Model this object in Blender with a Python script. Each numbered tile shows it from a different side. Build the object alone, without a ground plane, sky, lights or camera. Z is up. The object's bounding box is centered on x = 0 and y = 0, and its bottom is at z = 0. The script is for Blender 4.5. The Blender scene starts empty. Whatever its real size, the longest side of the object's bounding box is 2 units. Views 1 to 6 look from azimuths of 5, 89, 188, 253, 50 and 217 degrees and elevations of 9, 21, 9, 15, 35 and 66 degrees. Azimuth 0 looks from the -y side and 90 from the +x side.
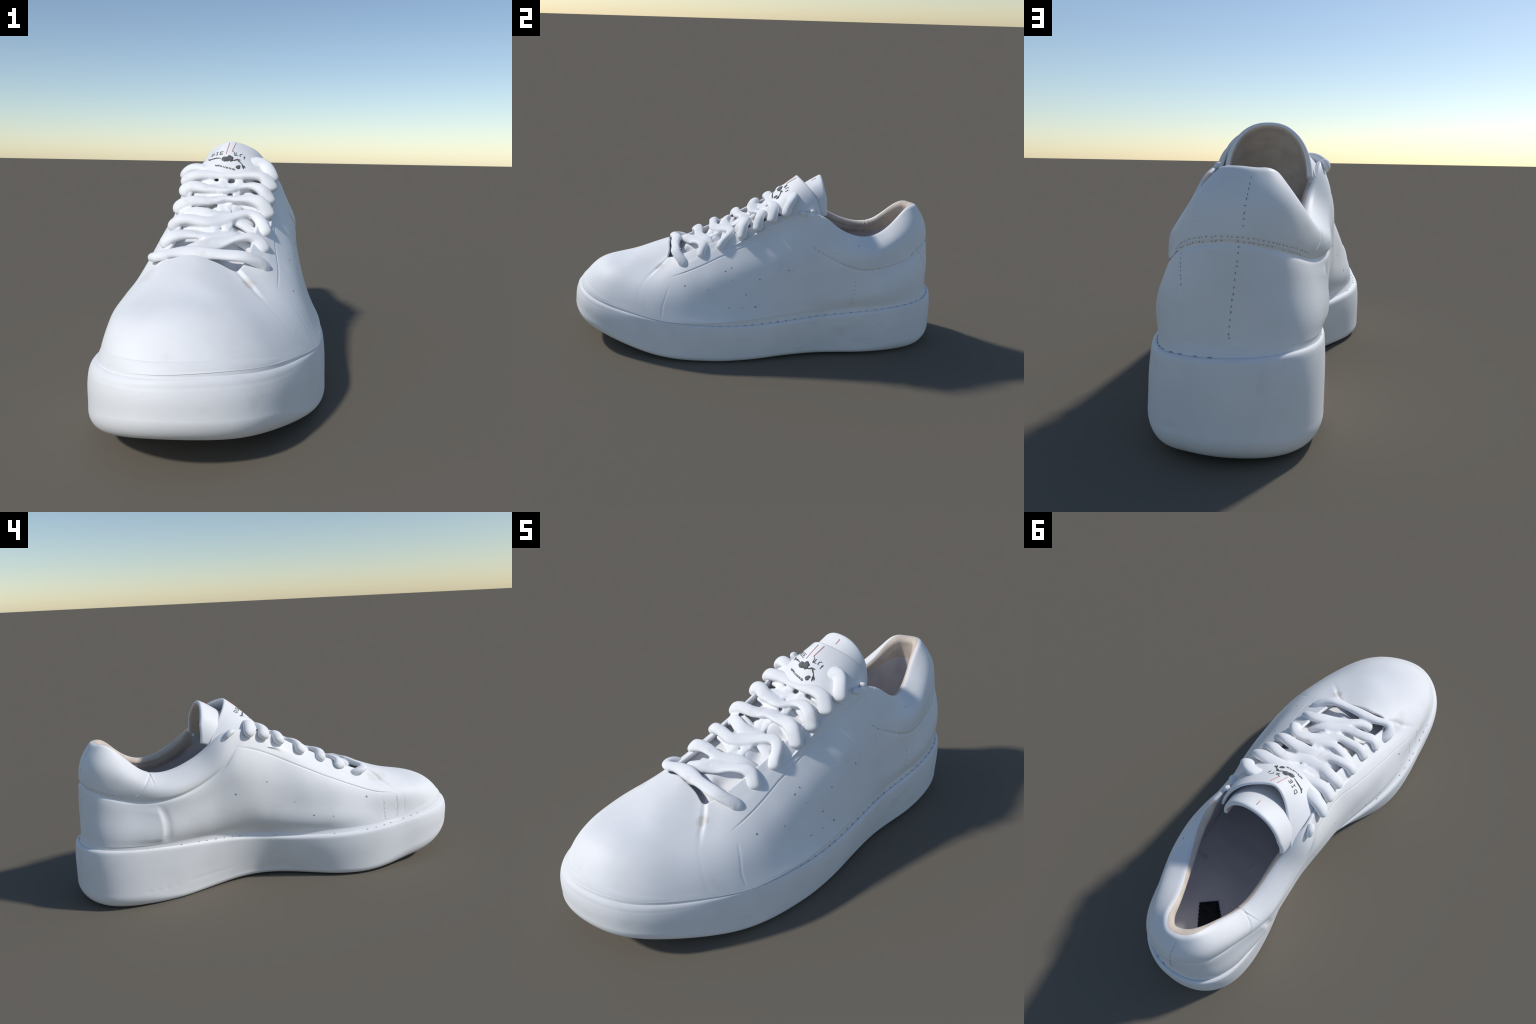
"""A white low-top leather sneaker: cup sole, lasted upper, padded collar, laces and tongue.
Everything is lofted from one ring of stations that walks round the shoe:
heel -> outer side -> toe -> inner side -> heel.  Toe points to -y, heel to +y."""
import bpy, math
import numpy as np
from collections import namedtuple

Station = namedtuple("Station", "plan sole crease bulge top")
# plan: outline of the sole wall; sole: bottom and top height, flare of the wall's top; crease: inset and rise of the
# upper's foot behind the wall; bulge: how far four bands of the upper stand off the straight
# line from crease to top line; top: point of the top line (collar, eyestay edge, vamp edge).
STATIONS = [
    Station(plan=(-0.030, 0.997), sole=(0.014, 0.288, -0.013), crease=(0.028, 0.028), bulge=(0.006, 0.019, 0.031, 0.033), top=(-0.070, 0.862, 0.757)),
    Station(plan=(0.078, 0.971), sole=(0.012, 0.284, -0.012), crease=(0.029, 0.028), bulge=(0.007, 0.026, 0.034, 0.035), top=(-0.030, 0.856, 0.757)),
    Station(plan=(0.164, 0.900), sole=(0.001, 0.277, -0.013), crease=(0.024, 0.030), bulge=(0.013, 0.035, 0.038, 0.042), top=(0.003, 0.812, 0.745)),
    Station(plan=(0.225, 0.760), sole=(-0.001, 0.267, -0.012), crease=(0.018, 0.022), bulge=(0.022, 0.041, 0.044, 0.053), top=(0.036, 0.742, 0.683)),
    Station(plan=(0.251, 0.580), sole=(0.008, 0.253, -0.002), crease=(0.017, 0.029), bulge=(0.024, 0.037, 0.046, 0.060), top=(0.108, 0.612, 0.622)),
    Station(plan=(0.265, 0.381), sole=(0.009, 0.237, 0.004), crease=(0.017, 0.029), bulge=(0.014, 0.019, 0.027, 0.030), top=(0.169, 0.452, 0.674)),
    Station(plan=(0.303, 0.183), sole=(0.008, 0.220, 0.004), crease=(0.016, 0.034), bulge=(0.004, 0.009, 0.016, 0.007), top=(0.147, 0.318, 0.747)),
    Station(plan=(0.348, -0.019), sole=(0.001, 0.207, -0.004), crease=(0.011, 0.031), bulge=(-0.004, 0.002, 0.012, 0.003), top=(0.112, 0.125, 0.721)),
    Station(plan=(0.368, -0.220), sole=(0.000, 0.208, -0.009), crease=(0.010, 0.016), bulge=(0.001, 0.009, 0.018, 0.009), top=(0.109, -0.120, 0.611)),
    Station(plan=(0.358, -0.420), sole=(0.008, 0.218, -0.014), crease=(0.003, 0.002), bulge=(0.007, 0.018, 0.022, 0.012), top=(0.104, -0.302, 0.531)),
    Station(plan=(0.310, -0.600), sole=(0.031, 0.233, -0.010), crease=(0.010, 0.006), bulge=(0.012, 0.026, 0.027, 0.013), top=(0.079, -0.447, 0.470)),
    Station(plan=(0.235, -0.790), sole=(0.058, 0.251, -0.013), crease=(0.018, 0.011), bulge=(0.017, 0.034, 0.028, 0.009), top=(0.023, -0.461, 0.484)),
    Station(plan=(0.117, -0.932), sole=(0.088, 0.271, -0.016), crease=(0.021, 0.011), bulge=(0.022, 0.043, 0.029, 0.007), top=(-0.042, -0.470, 0.509)),
    Station(plan=(-0.059, -0.998), sole=(0.106, 0.279, -0.014), crease=(0.019, 0.008), bulge=(0.025, 0.049, 0.028, 0.007), top=(-0.096, -0.475, 0.516)),
    Station(plan=(-0.203, -0.949), sole=(0.089, 0.273, -0.003), crease=(0.025, 0.011), bulge=(0.027, 0.043, 0.025, 0.010), top=(-0.148, -0.485, 0.504)),
    Station(plan=(-0.308, -0.813), sole=(0.048, 0.260, -0.004), crease=(0.030, 0.017), bulge=(0.015, 0.032, 0.025, 0.011), top=(-0.175, -0.462, 0.502)),
    Station(plan=(-0.347, -0.633), sole=(0.015, 0.242, -0.007), crease=(0.028, 0.016), bulge=(0.007, 0.029, 0.033, 0.015), top=(-0.184, -0.423, 0.500)),
    Station(plan=(-0.365, -0.451), sole=(0.005, 0.228, -0.005), crease=(0.030, 0.017), bulge=(0.012, 0.027, 0.035, 0.023), top=(-0.172, -0.288, 0.562)),
    Station(plan=(-0.334, -0.260), sole=(0.002, 0.222, 0.009), crease=(0.027, 0.020), bulge=(0.022, 0.032, 0.042, 0.032), top=(-0.177, -0.120, 0.647)),
    Station(plan=(-0.236, -0.064), sole=(0.004, 0.225, 0.045), crease=(0.022, 0.016), bulge=(0.030, 0.045, 0.053, 0.035), top=(-0.186, 0.052, 0.736)),
    Station(plan=(-0.177, 0.126), sole=(0.006, 0.236, 0.048), crease=(0.017, 0.018), bulge=(0.031, 0.058, 0.058, 0.044), top=(-0.230, 0.258, 0.772)),
    Station(plan=(-0.202, 0.326), sole=(-0.001, 0.252, 0.027), crease=(0.012, 0.024), bulge=(0.027, 0.050, 0.055, 0.053), top=(-0.213, 0.401, 0.676)),
    Station(plan=(-0.255, 0.526), sole=(-0.008, 0.269, 0.010), crease=(0.008, 0.022), bulge=(0.021, 0.037, 0.047, 0.056), top=(-0.210, 0.575, 0.615)),
    Station(plan=(-0.283, 0.700), sole=(-0.011, 0.283, -0.004), crease=(0.008, 0.018), bulge=(0.014, 0.021, 0.028, 0.046), top=(-0.177, 0.692, 0.657)),
    Station(plan=(-0.265, 0.852), sole=(-0.001, 0.293, -0.009), crease=(0.015, 0.016), bulge=(0.007, 0.008, 0.017, 0.035), top=(-0.153, 0.790, 0.739)),
    Station(plan=(-0.171, 0.962), sole=(0.008, 0.293, -0.010), crease=(0.023, 0.021), bulge=(0.005, 0.012, 0.022, 0.032), top=(-0.115, 0.843, 0.754)),
]
K = len(STATIONS)
BANDS = [0, .1, .28, .52, .78, 1.0]
PLAN = np.array([s.plan for s in STATIONS])
TOP = np.array([s.top for s in STATIONS])
rng = np.random.default_rng(7)


# ------------------------------------------------------------------ spline helpers
def ring_spline(count):
    """Matrix of a closed cubic spline through the K stations, sampled count times."""
    A = np.zeros((K, K))
    for i in range(K):
        A[i, i], A[i, i - 1], A[i, (i + 1) % K] = 4 / 6, 1 / 6, 1 / 6
    B = np.zeros((count, K))
    for n in range(count):
        u = n * K / count
        i, t = int(u), u - int(u)
        w = ((1 - t) ** 3 / 6, (3 * t ** 3 - 6 * t * t + 4) / 6, (-3 * t ** 3 + 3 * t * t + 3 * t + 1) / 6, t ** 3 / 6)
        for j in range(4):
            B[n, (i - 1 + j) % K] += w[j]
    return B @ np.linalg.inv(A)


def open_spline(knots, ts):
    """Matrix of a natural cubic spline through values at knots, sampled at ts."""
    k = np.array(knots, float)
    n, h = len(k), np.diff(k)
    A, R = np.eye(n), np.zeros((n, n))
    for i in range(1, n - 1):
        A[i, i - 1], A[i, i], A[i, i + 1] = h[i - 1], 2 * (h[i - 1] + h[i]), h[i]
        R[i, i - 1], R[i, i + 1], R[i, i] = 6 / h[i - 1], 6 / h[i], -6 / h[i - 1] - 6 / h[i]
    M = np.linalg.solve(A, R)
    out = np.zeros((len(ts), n))
    for r, t in enumerate(ts):
        i = min(max(int(np.searchsorted(k, t)) - 1, 0), n - 2)
        a = (k[i + 1] - t) / h[i]
        b = 1 - a
        out[r, i] += a
        out[r, i + 1] += b
        out[r] += ((a ** 3 - a) * M[i] + (b ** 3 - b) * M[i + 1]) * h[i] ** 2 / 6
    return out


def curve(points, count, knots=None):
    P = np.array(points, float)
    if knots is None:
        knots = np.concatenate([[0], np.cumsum(np.linalg.norm(np.diff(P, axis=0), axis=1))])
    return open_spline(knots, np.linspace(knots[0], knots[-1], count)) @ P


def smooth(a, b, x):
    t = np.clip((x - a) / (b - a), 0, 1)
    return t * t * (3 - 2 * t)


def unit(v):
    return v / np.maximum(np.linalg.norm(v, axis=-1, keepdims=True), 1e-12)


def ring_tangent(P):
    return unit(np.roll(P, -1, 0) - np.roll(P, 1, 0))


def outward(P):
    t = ring_tangent(P)
    n = np.stack([-t[:, 1], t[:, 0]], 1)
    return n if (n * (P - P.mean(0))).sum() > 0 else -n


def grid_normals(G, closed=True):
    if closed:
        du = np.roll(G, -1, 1) - np.roll(G, 1, 1)
    else:
        du = np.gradient(G, axis=1)
    return unit(np.cross(du, np.gradient(G, axis=0)))


def wave_noise(P, scale, seed, octaves=3):
    """Soft seeded lumps: a sum of sines in random directions."""
    r = np.random.default_rng(seed)
    out = np.zeros(P.shape[:-1])
    for o in range(octaves):
        for _ in range(5):
            d = unit(r.normal(size=3)) * scale * 2 ** o
            out += np.sin(P @ d + r.uniform(0, 6.28)) / 5 / 1.7 ** o
    return out


# ------------------------------------------------------------------ scene helpers
def link(ob, parent=None):
    bpy.context.scene.collection.objects.link(ob)
    if parent:
        ob.parent = parent
    return ob


def make_mesh(name, verts, faces, material, normals=None):
    me = bpy.data.meshes.new(name)
    verts = np.asarray(verts, np.float32).reshape(-1, 3)
    quads = np.asarray(faces, np.int32)
    n, w = quads.shape
    me.vertices.add(len(verts))
    me.vertices.foreach_set("co", verts.ravel())
    me.loops.add(n * w)
    me.loops.foreach_set("vertex_index", quads.ravel())
    me.polygons.add(n)
    me.polygons.foreach_set("loop_start", np.arange(0, n * w, w, dtype=np.int32))
    me.polygons.foreach_set("use_smooth", np.ones(n, bool))
    me.update(calc_edges=True)
    me.validate()
    if normals is not None:
        me.normals_split_custom_set_from_vertices([tuple(v) for v in np.asarray(normals).reshape(-1, 3)])
    me.materials.append(material)
    return me


def grid_faces(rows, cols, closed=True):
    i = np.arange(rows - 1)[:, None]
    j = np.arange(cols if closed else cols - 1)[None, :]
    j2 = (j + 1) % cols
    a, b, c, d = i * cols + j, i * cols + j2, (i + 1) * cols + j2, (i + 1) * cols + j
    return np.stack(np.broadcast_arrays(a, b, c, d), -1).reshape(-1, 4)


def part(name, verts, faces, material, parent, normals=None):
    return link(bpy.data.objects.new(name, make_mesh(name, verts, faces, material, normals)), parent)


def join_pieces(pieces):
    """Pieces are (verts, quads); returns one vertex and face array."""
    V, F, base = [], [], 0
    for v, f in pieces:
        v = np.asarray(v).reshape(-1, 3)
        V.append(v)
        F.append(np.asarray(f) + base)
        base += len(v)
    return np.concatenate(V), np.concatenate(F)


# ------------------------------------------------------------------ materials
def node_material(name, base, rough=.55, variation=.05, vscale=9.0, grain=.0, gscale=300.0, specular=.35, sheen=0.0):
    m = bpy.data.materials.new(name)
    m.use_nodes = True
    nt = m.node_tree
    bsdf = nt.nodes["Principled BSDF"]
    co = nt.nodes.new("ShaderNodeTexCoord")
    noise = nt.nodes.new("ShaderNodeTexNoise")
    noise.inputs["Scale"].default_value = vscale
    noise.inputs["Detail"].default_value = 5
    ramp = nt.nodes.new("ShaderNodeValToRGB")
    b = np.array(base)
    ramp.color_ramp.elements[0].position, ramp.color_ramp.elements[1].position = .3, .7
    ramp.color_ramp.elements[0].color = (*(b * (1 - variation)), 1)
    ramp.color_ramp.elements[1].color = (*np.minimum(b * (1 + variation * .5), 1), 1)
    nt.links.new(co.outputs["Object"], noise.inputs["Vector"])
    nt.links.new(noise.outputs["Fac"], ramp.inputs["Fac"])
    nt.links.new(ramp.outputs["Color"], bsdf.inputs["Base Color"])
    bsdf.inputs["Roughness"].default_value = rough
    bsdf.inputs["Specular IOR Level"].default_value = specular
    bsdf.inputs["Sheen Weight"].default_value = sheen
    if grain:
        vor = nt.nodes.new("ShaderNodeTexVoronoi")
        vor.inputs["Scale"].default_value = gscale
        bump = nt.nodes.new("ShaderNodeBump")
        bump.inputs["Strength"].default_value = grain
        bump.inputs["Distance"].default_value = .002
        nt.links.new(co.outputs["Object"], vor.inputs["Vector"])
        nt.links.new(vor.outputs["Distance"], bump.inputs["Height"])
        nt.links.new(bump.outputs["Normal"], bsdf.inputs["Normal"])
    return m


def add_stain(mat, centre, size, colour, strength=.8, streaks=(30, 30, 6)):
    """Blend a patch of matter into a material round a point, broken up by noise."""
    nt = mat.node_tree
    bsdf = nt.nodes["Principled BSDF"]
    old = bsdf.inputs["Base Color"].links[0].from_socket
    co = nt.nodes.new("ShaderNodeTexCoord")
    mp = nt.nodes.new("ShaderNodeMapping")
    mp.vector_type = "TEXTURE"
    mp.inputs["Location"].default_value = centre
    mp.inputs["Scale"].default_value = size
    ball = nt.nodes.new("ShaderNodeTexGradient")
    ball.gradient_type = "SPHERICAL"
    mp2 = nt.nodes.new("ShaderNodeMapping")
    mp2.inputs["Scale"].default_value = streaks
    noise = nt.nodes.new("ShaderNodeTexNoise")
    noise.inputs["Scale"].default_value = 1
    noise.inputs["Detail"].default_value = 4
    mul = nt.nodes.new("ShaderNodeMath")
    mul.operation = "MULTIPLY"
    ramp = nt.nodes.new("ShaderNodeMapRange")
    ramp.inputs["From Min"].default_value, ramp.inputs["From Max"].default_value = .08, .32
    ramp.inputs["To Max"].default_value = strength
    mix = nt.nodes.new("ShaderNodeMix")
    mix.data_type = "RGBA"
    L = nt.links.new
    L(co.outputs["Object"], mp.inputs["Vector"])
    L(mp.outputs["Vector"], ball.inputs["Vector"])
    L(co.outputs["Object"], mp2.inputs["Vector"])
    L(mp2.outputs["Vector"], noise.inputs["Vector"])
    L(ball.outputs["Fac"], mul.inputs[0])
    L(noise.outputs["Fac"], mul.inputs[1])
    L(mul.outputs["Value"], ramp.inputs["Value"])
    L(ramp.outputs["Result"], mix.inputs["Factor"])
    L(old, mix.inputs["A"])
    mix.inputs["B"].default_value = (*colour, 1)
    L(mix.outputs["Result"], bsdf.inputs["Base Color"])


WHITE = (.86, .86, .868)
leather = node_material("white_leather", WHITE, .52, .06, 5, .08, 350)
rubber = node_material("white_rubber", (.84, .84, .85), .55, .05, 6, .05, 240)
lace_cloth = node_material("white_lace", (.87, .87, .878), .7, .03, 14, .12, 500, .2)
tongue_leather = node_material("tongue_leather", WHITE, .5, .03, 7, .06, 350)
lining_cloth = node_material("grey_lining", (.78, .75, .77), .85, .10, 12, .3, 600, .1, .2)  # base lightened so the shaded inner walls look as lit as the target's
cream_lining = node_material("cream_lining", (.74, .63, .53), .85, .14, 18, .3, 600, .1, .2)
insole_cloth = node_material("grey_insole", (.84, .83, .86), .8, .08, 8, .2, 400, .1)  # grey raised near white: light reaching the deep floor is put into the colour
tag_cloth = node_material("black_tag", (.035, .035, .04), .9, .3, 60, .4, 500, .1)
thread = node_material("grey_thread", (.40, .39, .38), .8, .2, 40)
ink = node_material("dark_ink", (.13, .13, .135), .7, .4, 60)
red_ink = node_material("red_ink", (.72, .30, .29), .7, .2, 40)
fleck = node_material("dark_fleck", (.36, .36, .37), .8, .3, 40)

shoe = link(bpy.data.objects.new("sneaker", None))
shoe["label"] = "white leather low-top sneaker with thick sole and laces"
shoe["category"] = "sneaker"

# ------------------------------------------------------------------ sole
N = K * 48
AU = ring_spline(N)
UU = np.arange(N) * K / N                       # station coordinate of each column
o = AU @ PLAN
on = outward(o)
zb, zt, flare = (AU @ np.array([s.sole for s in STATIONS])).T
inset, rise = (AU @ np.array([s.crease for s in STATIONS])).T
radius = AU @ np.where(PLAN[:, 1] > .6, .07, np.where(PLAN[:, 1] < -.6, .07, .035))
corner = np.minimum(radius, .45 * (zt - zb))


def wall(inwards, z):
    return np.concatenate([o - on * np.broadcast_to(inwards, (N,))[:, None], np.broadcast_to(z, (N,))[:, None]], 1)


def span(u, a, b, soft=.4):
    """1 where the station coordinate lies between a and b (may wrap), soft ends."""
    if a > b:
        return np.maximum(span(u, a, K + 1, soft), span(u, -1, b, soft))
    return smooth(a - soft / 2, a + soft / 2, u) * (1 - smooth(b - soft / 2, b + soft / 2, u))


# bare surface of the lasted upper, from its foot in the sole (v = 0) to the top line (v = 1)
VN = 190
VV = np.linspace(0, 1, VN)
crease_ring = np.concatenate([PLAN + outward(PLAN) * np.array([s.sole[2] - s.crease[0] for s in STATIONS])[:, None],
                              np.array([s.sole[1] + s.crease[1] for s in STATIONS])[:, None]], 1)
chord = TOP - crease_ring
tang3 = np.concatenate([ring_tangent(PLAN), np.zeros((K, 1))], 1)
stand = unit(np.cross(chord, tang3))
stand *= np.sign((stand[:, :2] * outward(PLAN)).sum(1))[:, None]
bulge = np.array([s.bulge for s in STATIONS])
net = [crease_ring] + [crease_ring + chord * BANDS[i + 1] + stand * bulge[:, i:i + 1] for i in range(4)] + [TOP]
upper = np.einsum("vr,rkc->vkc", open_spline(BANDS, VV), np.array(net))
upper = np.einsum("nk,vkc->vnc", AU, upper)
U2, V2 = np.meshgrid(UU, VV)

groove = .3 * (1 - span(UU, 9.2, 16.5, 1.0)) + .7 * span(UU, 22.5, 8.9, 1.0)      # deep round the heel and outer side, none at the toe
rows = []
for f in np.linspace(.0, 1, 9)[1:]:             # underside, from the spine out
    rows.append(wall(corner + .10 * (1 - f) , zb + .004 * (1 - f)))
for a in np.linspace(0, np.pi / 2, 12)[1:]:
    rows.append(wall(corner * (1 - np.sin(a)), zb + corner * (1 - np.cos(a))))
toe_soft = smooth(-.45, -.85, o[:, 1])
rt = .016 + .016 * toe_soft                      # the wall's top edge is a big soft shoulder at the toe
lip = np.minimum(.0145 + .008 * toe_soft, .8 * (inset + .004))
for f in np.linspace(0, 1, 26)[1:-1]:
    z = zb + corner + (zt - rt * .71 - zb - corner) * f
    crack = np.exp(-((z - zb - .085 + .03 * span(UU, 2, 4.2, 1.5)) / .0022) ** 2) * (span(UU, 1, 4.2, 1) * .0022 + span(UU, 20, 24, 2) * .0012)
    rows.append(wall(-.0035 * np.sin(np.pi * f ** 1.5) - flare * f + crack, z))
for a in np.linspace(.294, np.pi / 2, 8):
    rows.append(wall(lip * (1 - np.cos(a)) - flare, zt - rt * (1 - np.sin(a))))
foot_row = upper[5] * (1 - toe_soft[:, None]) + upper[11] * toe_soft[:, None]                             # the welt climbs a little way up the upper in a soft fillet
welt_a, welt_b = wall(lip - flare, zt), wall(inset + .004 - flare, zt + rise * .7) * (1 - toe_soft[:, None]) + (upper[3] + np.concatenate([on, np.zeros((N, 1))], 1) * .005) * toe_soft[:, None]
welt_c = foot_row - np.concatenate([on, np.zeros((N, 1))], 1) * .0004
for f in np.linspace(0, 1, 17)[1:]:
    P = welt_a * (1 - f) ** 2 + welt_b * 2 * f * (1 - f) + welt_c * f * f
    dip = -groove * .0065 * np.exp(-((f - .14) / .09) ** 2)
    hump = groove * .007 * np.sin(np.pi * np.clip((f - .2) / .8, 0, 1))
    P[:, 2] += dip + hump
    rows.append(P)
rows.append(foot_row - np.concatenate([on, np.zeros((N, 1))], 1) * .02)
S = np.array(rows)
nrm = grid_normals(S)
sgn = 1.0 if (nrm[30] * np.concatenate([on, np.zeros((N, 1))], 1)).sum() > 0 else -1.0
S = S + nrm * sgn * (wave_noise(S, 9, 3) * .0012)[..., None]
S[..., 2] = np.maximum(S[..., 2], .0005 + .002 * smooth(.02, -.02, S[..., 2]))    # the tread is pressed flat where it stands
sole_faces = grid_faces(len(S), N)
if sgn < 0:
    sole_faces = sole_faces[:, ::-1]
# close the underside: each row pairs a column with its mirror across the spine
spine = [(i, N - i) for i in range(1, N // 2)]
half = N // 2
under = S[0]
ring_index = np.arange(N)
pairs = np.stack([ring_index[1:half], ring_index[-1:half:-1]], 1)
mid_verts, cap = [], []
steps = 10
base = len(S) * N
idx = np.zeros((len(pairs), steps + 1), int)
for r, (a, b) in enumerate(pairs):
    idx[r, 0], idx[r, -1] = a, b
    for q in range(1, steps):
        f = q / steps
        idx[r, q] = base + len(mid_verts)
        P = under[a] * (1 - f) + under[b] * f
        mid_verts.append(P + np.array([0, 0, .006 * math.sin(math.pi * f)]))
for r in range(len(pairs) - 1):
    for q in range(steps):
        cap.append((idx[r, q], idx[r, q + 1], idx[r + 1, q + 1], idx[r + 1, q]))
cap = np.array(cap)
V = np.concatenate([S.reshape(-1, 3), np.array(mid_verts)])
n0 = np.cross(V[cap[50][1]] - V[cap[50][0]], V[cap[50][2]] - V[cap[50][0]])
if n0[2] > 0:
    cap = cap[:, ::-1]
sole = part("sole", V, np.concatenate([sole_faces, cap]), rubber, shoe)

# ------------------------------------------------------------------ upper
UN = grid_normals(upper)
if (UN[60] * np.concatenate([on, np.zeros((N, 1))], 1)).sum() < 0:
    UN = -UN
len_v = np.linalg.norm(np.gradient(upper, axis=0), axis=2) * (VN - 1)     # metres per unit v
len_u = np.linalg.norm(np.roll(upper, -1, 1) - np.roll(upper, 1, 1), axis=2) / 2 * N / K


def v_of_u(points):
    """A seam given as (station, height) pairs, returned as a height for every column."""
    p = np.array(sorted(points))
    p = np.concatenate([p - [K, 0], p, p + [K, 0]])
    return open_spline(p[:, 0], UU) @ p[:, 1]


def u_of_v(points):
    p = np.array(sorted((b, a) for a, b in points))
    return np.interp(VV, p[:, 0], p[:, 1])


collar_v = v_of_u([(0.6, .565), (1.8, .52), (2.7, .48), (3.3, .49), (4.2, .535), (5.1, .63), (6.0, .72), (6.6, .92), (7.2, 1.1), (9, 1.2), (13, 1.3),
                   (17, 1.25), (19.2, 1.1), (19.8, .89), (20.4, .76), (21.0, .72), (21.8, .65), (22.6, .585), (23.3, .53), (24.2, .515), (25.2, .555)])
eyestay_lat_v = np.interp(UU, [5.7, 5.95, 6.4, 7.0, 7.7, 8.2, 8.9, 9.6, 10.3], [1.02, .985, .90, .83, .79, .765, .68, .60, .55])
eyestay_med_v = np.interp(UU, [15.6, 16.3, 16.8, 17.4, 18.0, 18.7, 19.3, 19.9, 20.4], [.40, .47, .555, .645, .72, .775, .825, .87, .97])
vamp_lat_u = u_of_v([(10.22, 1.0), (10.24, .87), (10.33, .68), (10.33, .49), (10.22, .32), (10.11, .16), (10.0, 0)])
vamp_med_u = u_of_v([(14.75, 1.0), (15.0, .91), (15.5, .7), (15.62, .49), (15.55, .36), (15.75, .2), (16.0, 0)])
counter_lat_u = u_of_v([(4.42, .6), (4.36, .4), (4.33, .28), (4.33, 0)])
counter_med_u = u_of_v([(22.42, .6), (22.36, .41), (22.33, .3), (22.36, .12), (22.44, 0)])

relief = np.zeros_like(U2)


def seam_v(vc, on_u, depth, width):
    """Groove along a seam that runs round the shoe; returns signed distance in metres."""
    dist = (V2 - vc[None]) * len_v
    relief[:] -= depth * on_u[None] * np.exp(-(dist / width) ** 2)
    return dist


def seam_u(uc, on_v, depth, width):
    dist = (U2 - uc[:, None]) * len_u
    relief[:] -= depth * on_v[:, None] * np.exp(-(dist / width) ** 2)
    return dist


# padded collar: a soft pillow between its seam and the top line
pad = np.clip((V2 - collar_v[None]) / np.maximum(1 - collar_v[None], .05), 0, 1)
pillow = np.sqrt(np.clip(np.sin(np.pi * pad), 0, 1))
on_collar = span(UU, 19.9, 6.2, 1.0)
relief += pillow * (.0015 + .004 * span(UU, 19.9, 23.5, 1.2))[None] * on_collar[None] * (V2 > collar_v[None])
seam_v(collar_v, (.45 * span(UU, 2.6, 5.4, 1.2) + .9 * span(UU, 20.0, 2.4, .8)), .0075, .009)
seam_v(collar_v + .035, .25 * span(UU, 22.8, 2.6, .3), .006, .0035)
seam_v(collar_v, span(UU, 20.0, 24.5, 1.0), .004, .03)
# eyestay laid over the quarter
for vc, a, b in ((eyestay_lat_v, 5.9, 9.3), (eyestay_med_v, 16.0, 19.7)):
    w = span(UU, a, b, .6)
    d = seam_v(vc, w, .0016, .0042)
    relief += .0016 * smooth(-.002, .006, d) * w[None] * (1 - smooth(.05, .09, d))
# vamp seams
dl = seam_u(vamp_lat_u, smooth(.0, .1, VV) * (.10 + .90 * smooth(.5, .85, VV)), .0034, .010)
dm = seam_u(vamp_med_u, smooth(.0, .1, VV) * (.12 + .88 * smooth(.45, .8, VV)), .005, .012)
relief += .004 * smooth(.0, -.02, dl) * np.exp(-(dl / .05) ** 2) * smooth(.5, .9, V2)
seam_u(u_of_v([(9.35, .52), (9.33, .35), (9.33, .17), (9.22, 0)]), 1 - smooth(.4, .52, VV), .0010, .004)
for a, b in ((15.44, 16.0), (15.78, 16.2), (16.33, 16.67)):
    seam_u(b + (a - b) * VV / .35, 1 - smooth(.3, .42, VV), .0010, .003)
# heel counter, its inner ridge, the heel seams and the collar's tab seam
seam_u(counter_lat_u, 1 - smooth(.36, .42, VV), .0012, .004)
dcm = (U2 - counter_med_u[:, None]) * len_u
below = 1 - smooth(.42, .56, V2)
relief += below * smooth(-.012, .012, dcm) * np.exp(-np.clip(dcm, 0, 9) / .10) * .006
relief -= below * .003 * np.exp(-((dcm + .022) / .016) ** 2)
seam_u(u_of_v([(25.5, 1.0), (25.65, .87), (25.68, .75), (25.75, .55), (25.78, .3), (25.78, 0)]), 1 - smooth(.86, .96, VV), .0018, .004)
seam_u(u_of_v([(1.9, .52), (1.56, .38), (1.22, .21), (1.22, 0)]), 1 - smooth(.5, .54, VV), .0022, .004)
seam_u(u_of_v([(22.35, 1.0), (22.44, .96), (22.67, .82), (22.89, .69), (23.1, .60)]), smooth(.6, .66, VV), .0025, .004)
lu, lv = (U2 - 1.25) * len_u, (V2 - .73) * len_v
box = np.maximum(np.abs(lu), np.abs(lv))
for half_size in (.036, .024, .011):
    relief += .0011 * np.exp(-((box - half_size) / .0028) ** 2)
relief += .0011 * np.exp(-((np.hypot(lu, lv - .072) - .016) / .003) ** 2)
for off in (-.030, .030):
    relief += .0010 * np.exp(-((lu - off) / .003) ** 2) * (np.abs(lv - .072) < .018)
relief += wave_noise(upper, 8, 11) * .0021 + wave_noise(upper, 26, 12, 2) * .0009

relief *= smooth(.0, .09, V2)                      # the foot of the upper stays put against the welt
upper = upper + UN * relief[..., None]

# top line: thick roll round the collar, thin cut edge at eyestays and vamp
edge = .007 + .016 * span(UU, 20.3, 5.6, 1.2)
inner_w = unit(np.cross(ring_tangent(upper[-1]), unit(upper[-1] - upper[-6])))
inner_w *= -np.sign((inner_w * UN[-1]).sum(1))[:, None]
tau = unit(upper[-1] - upper[-6])
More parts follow.
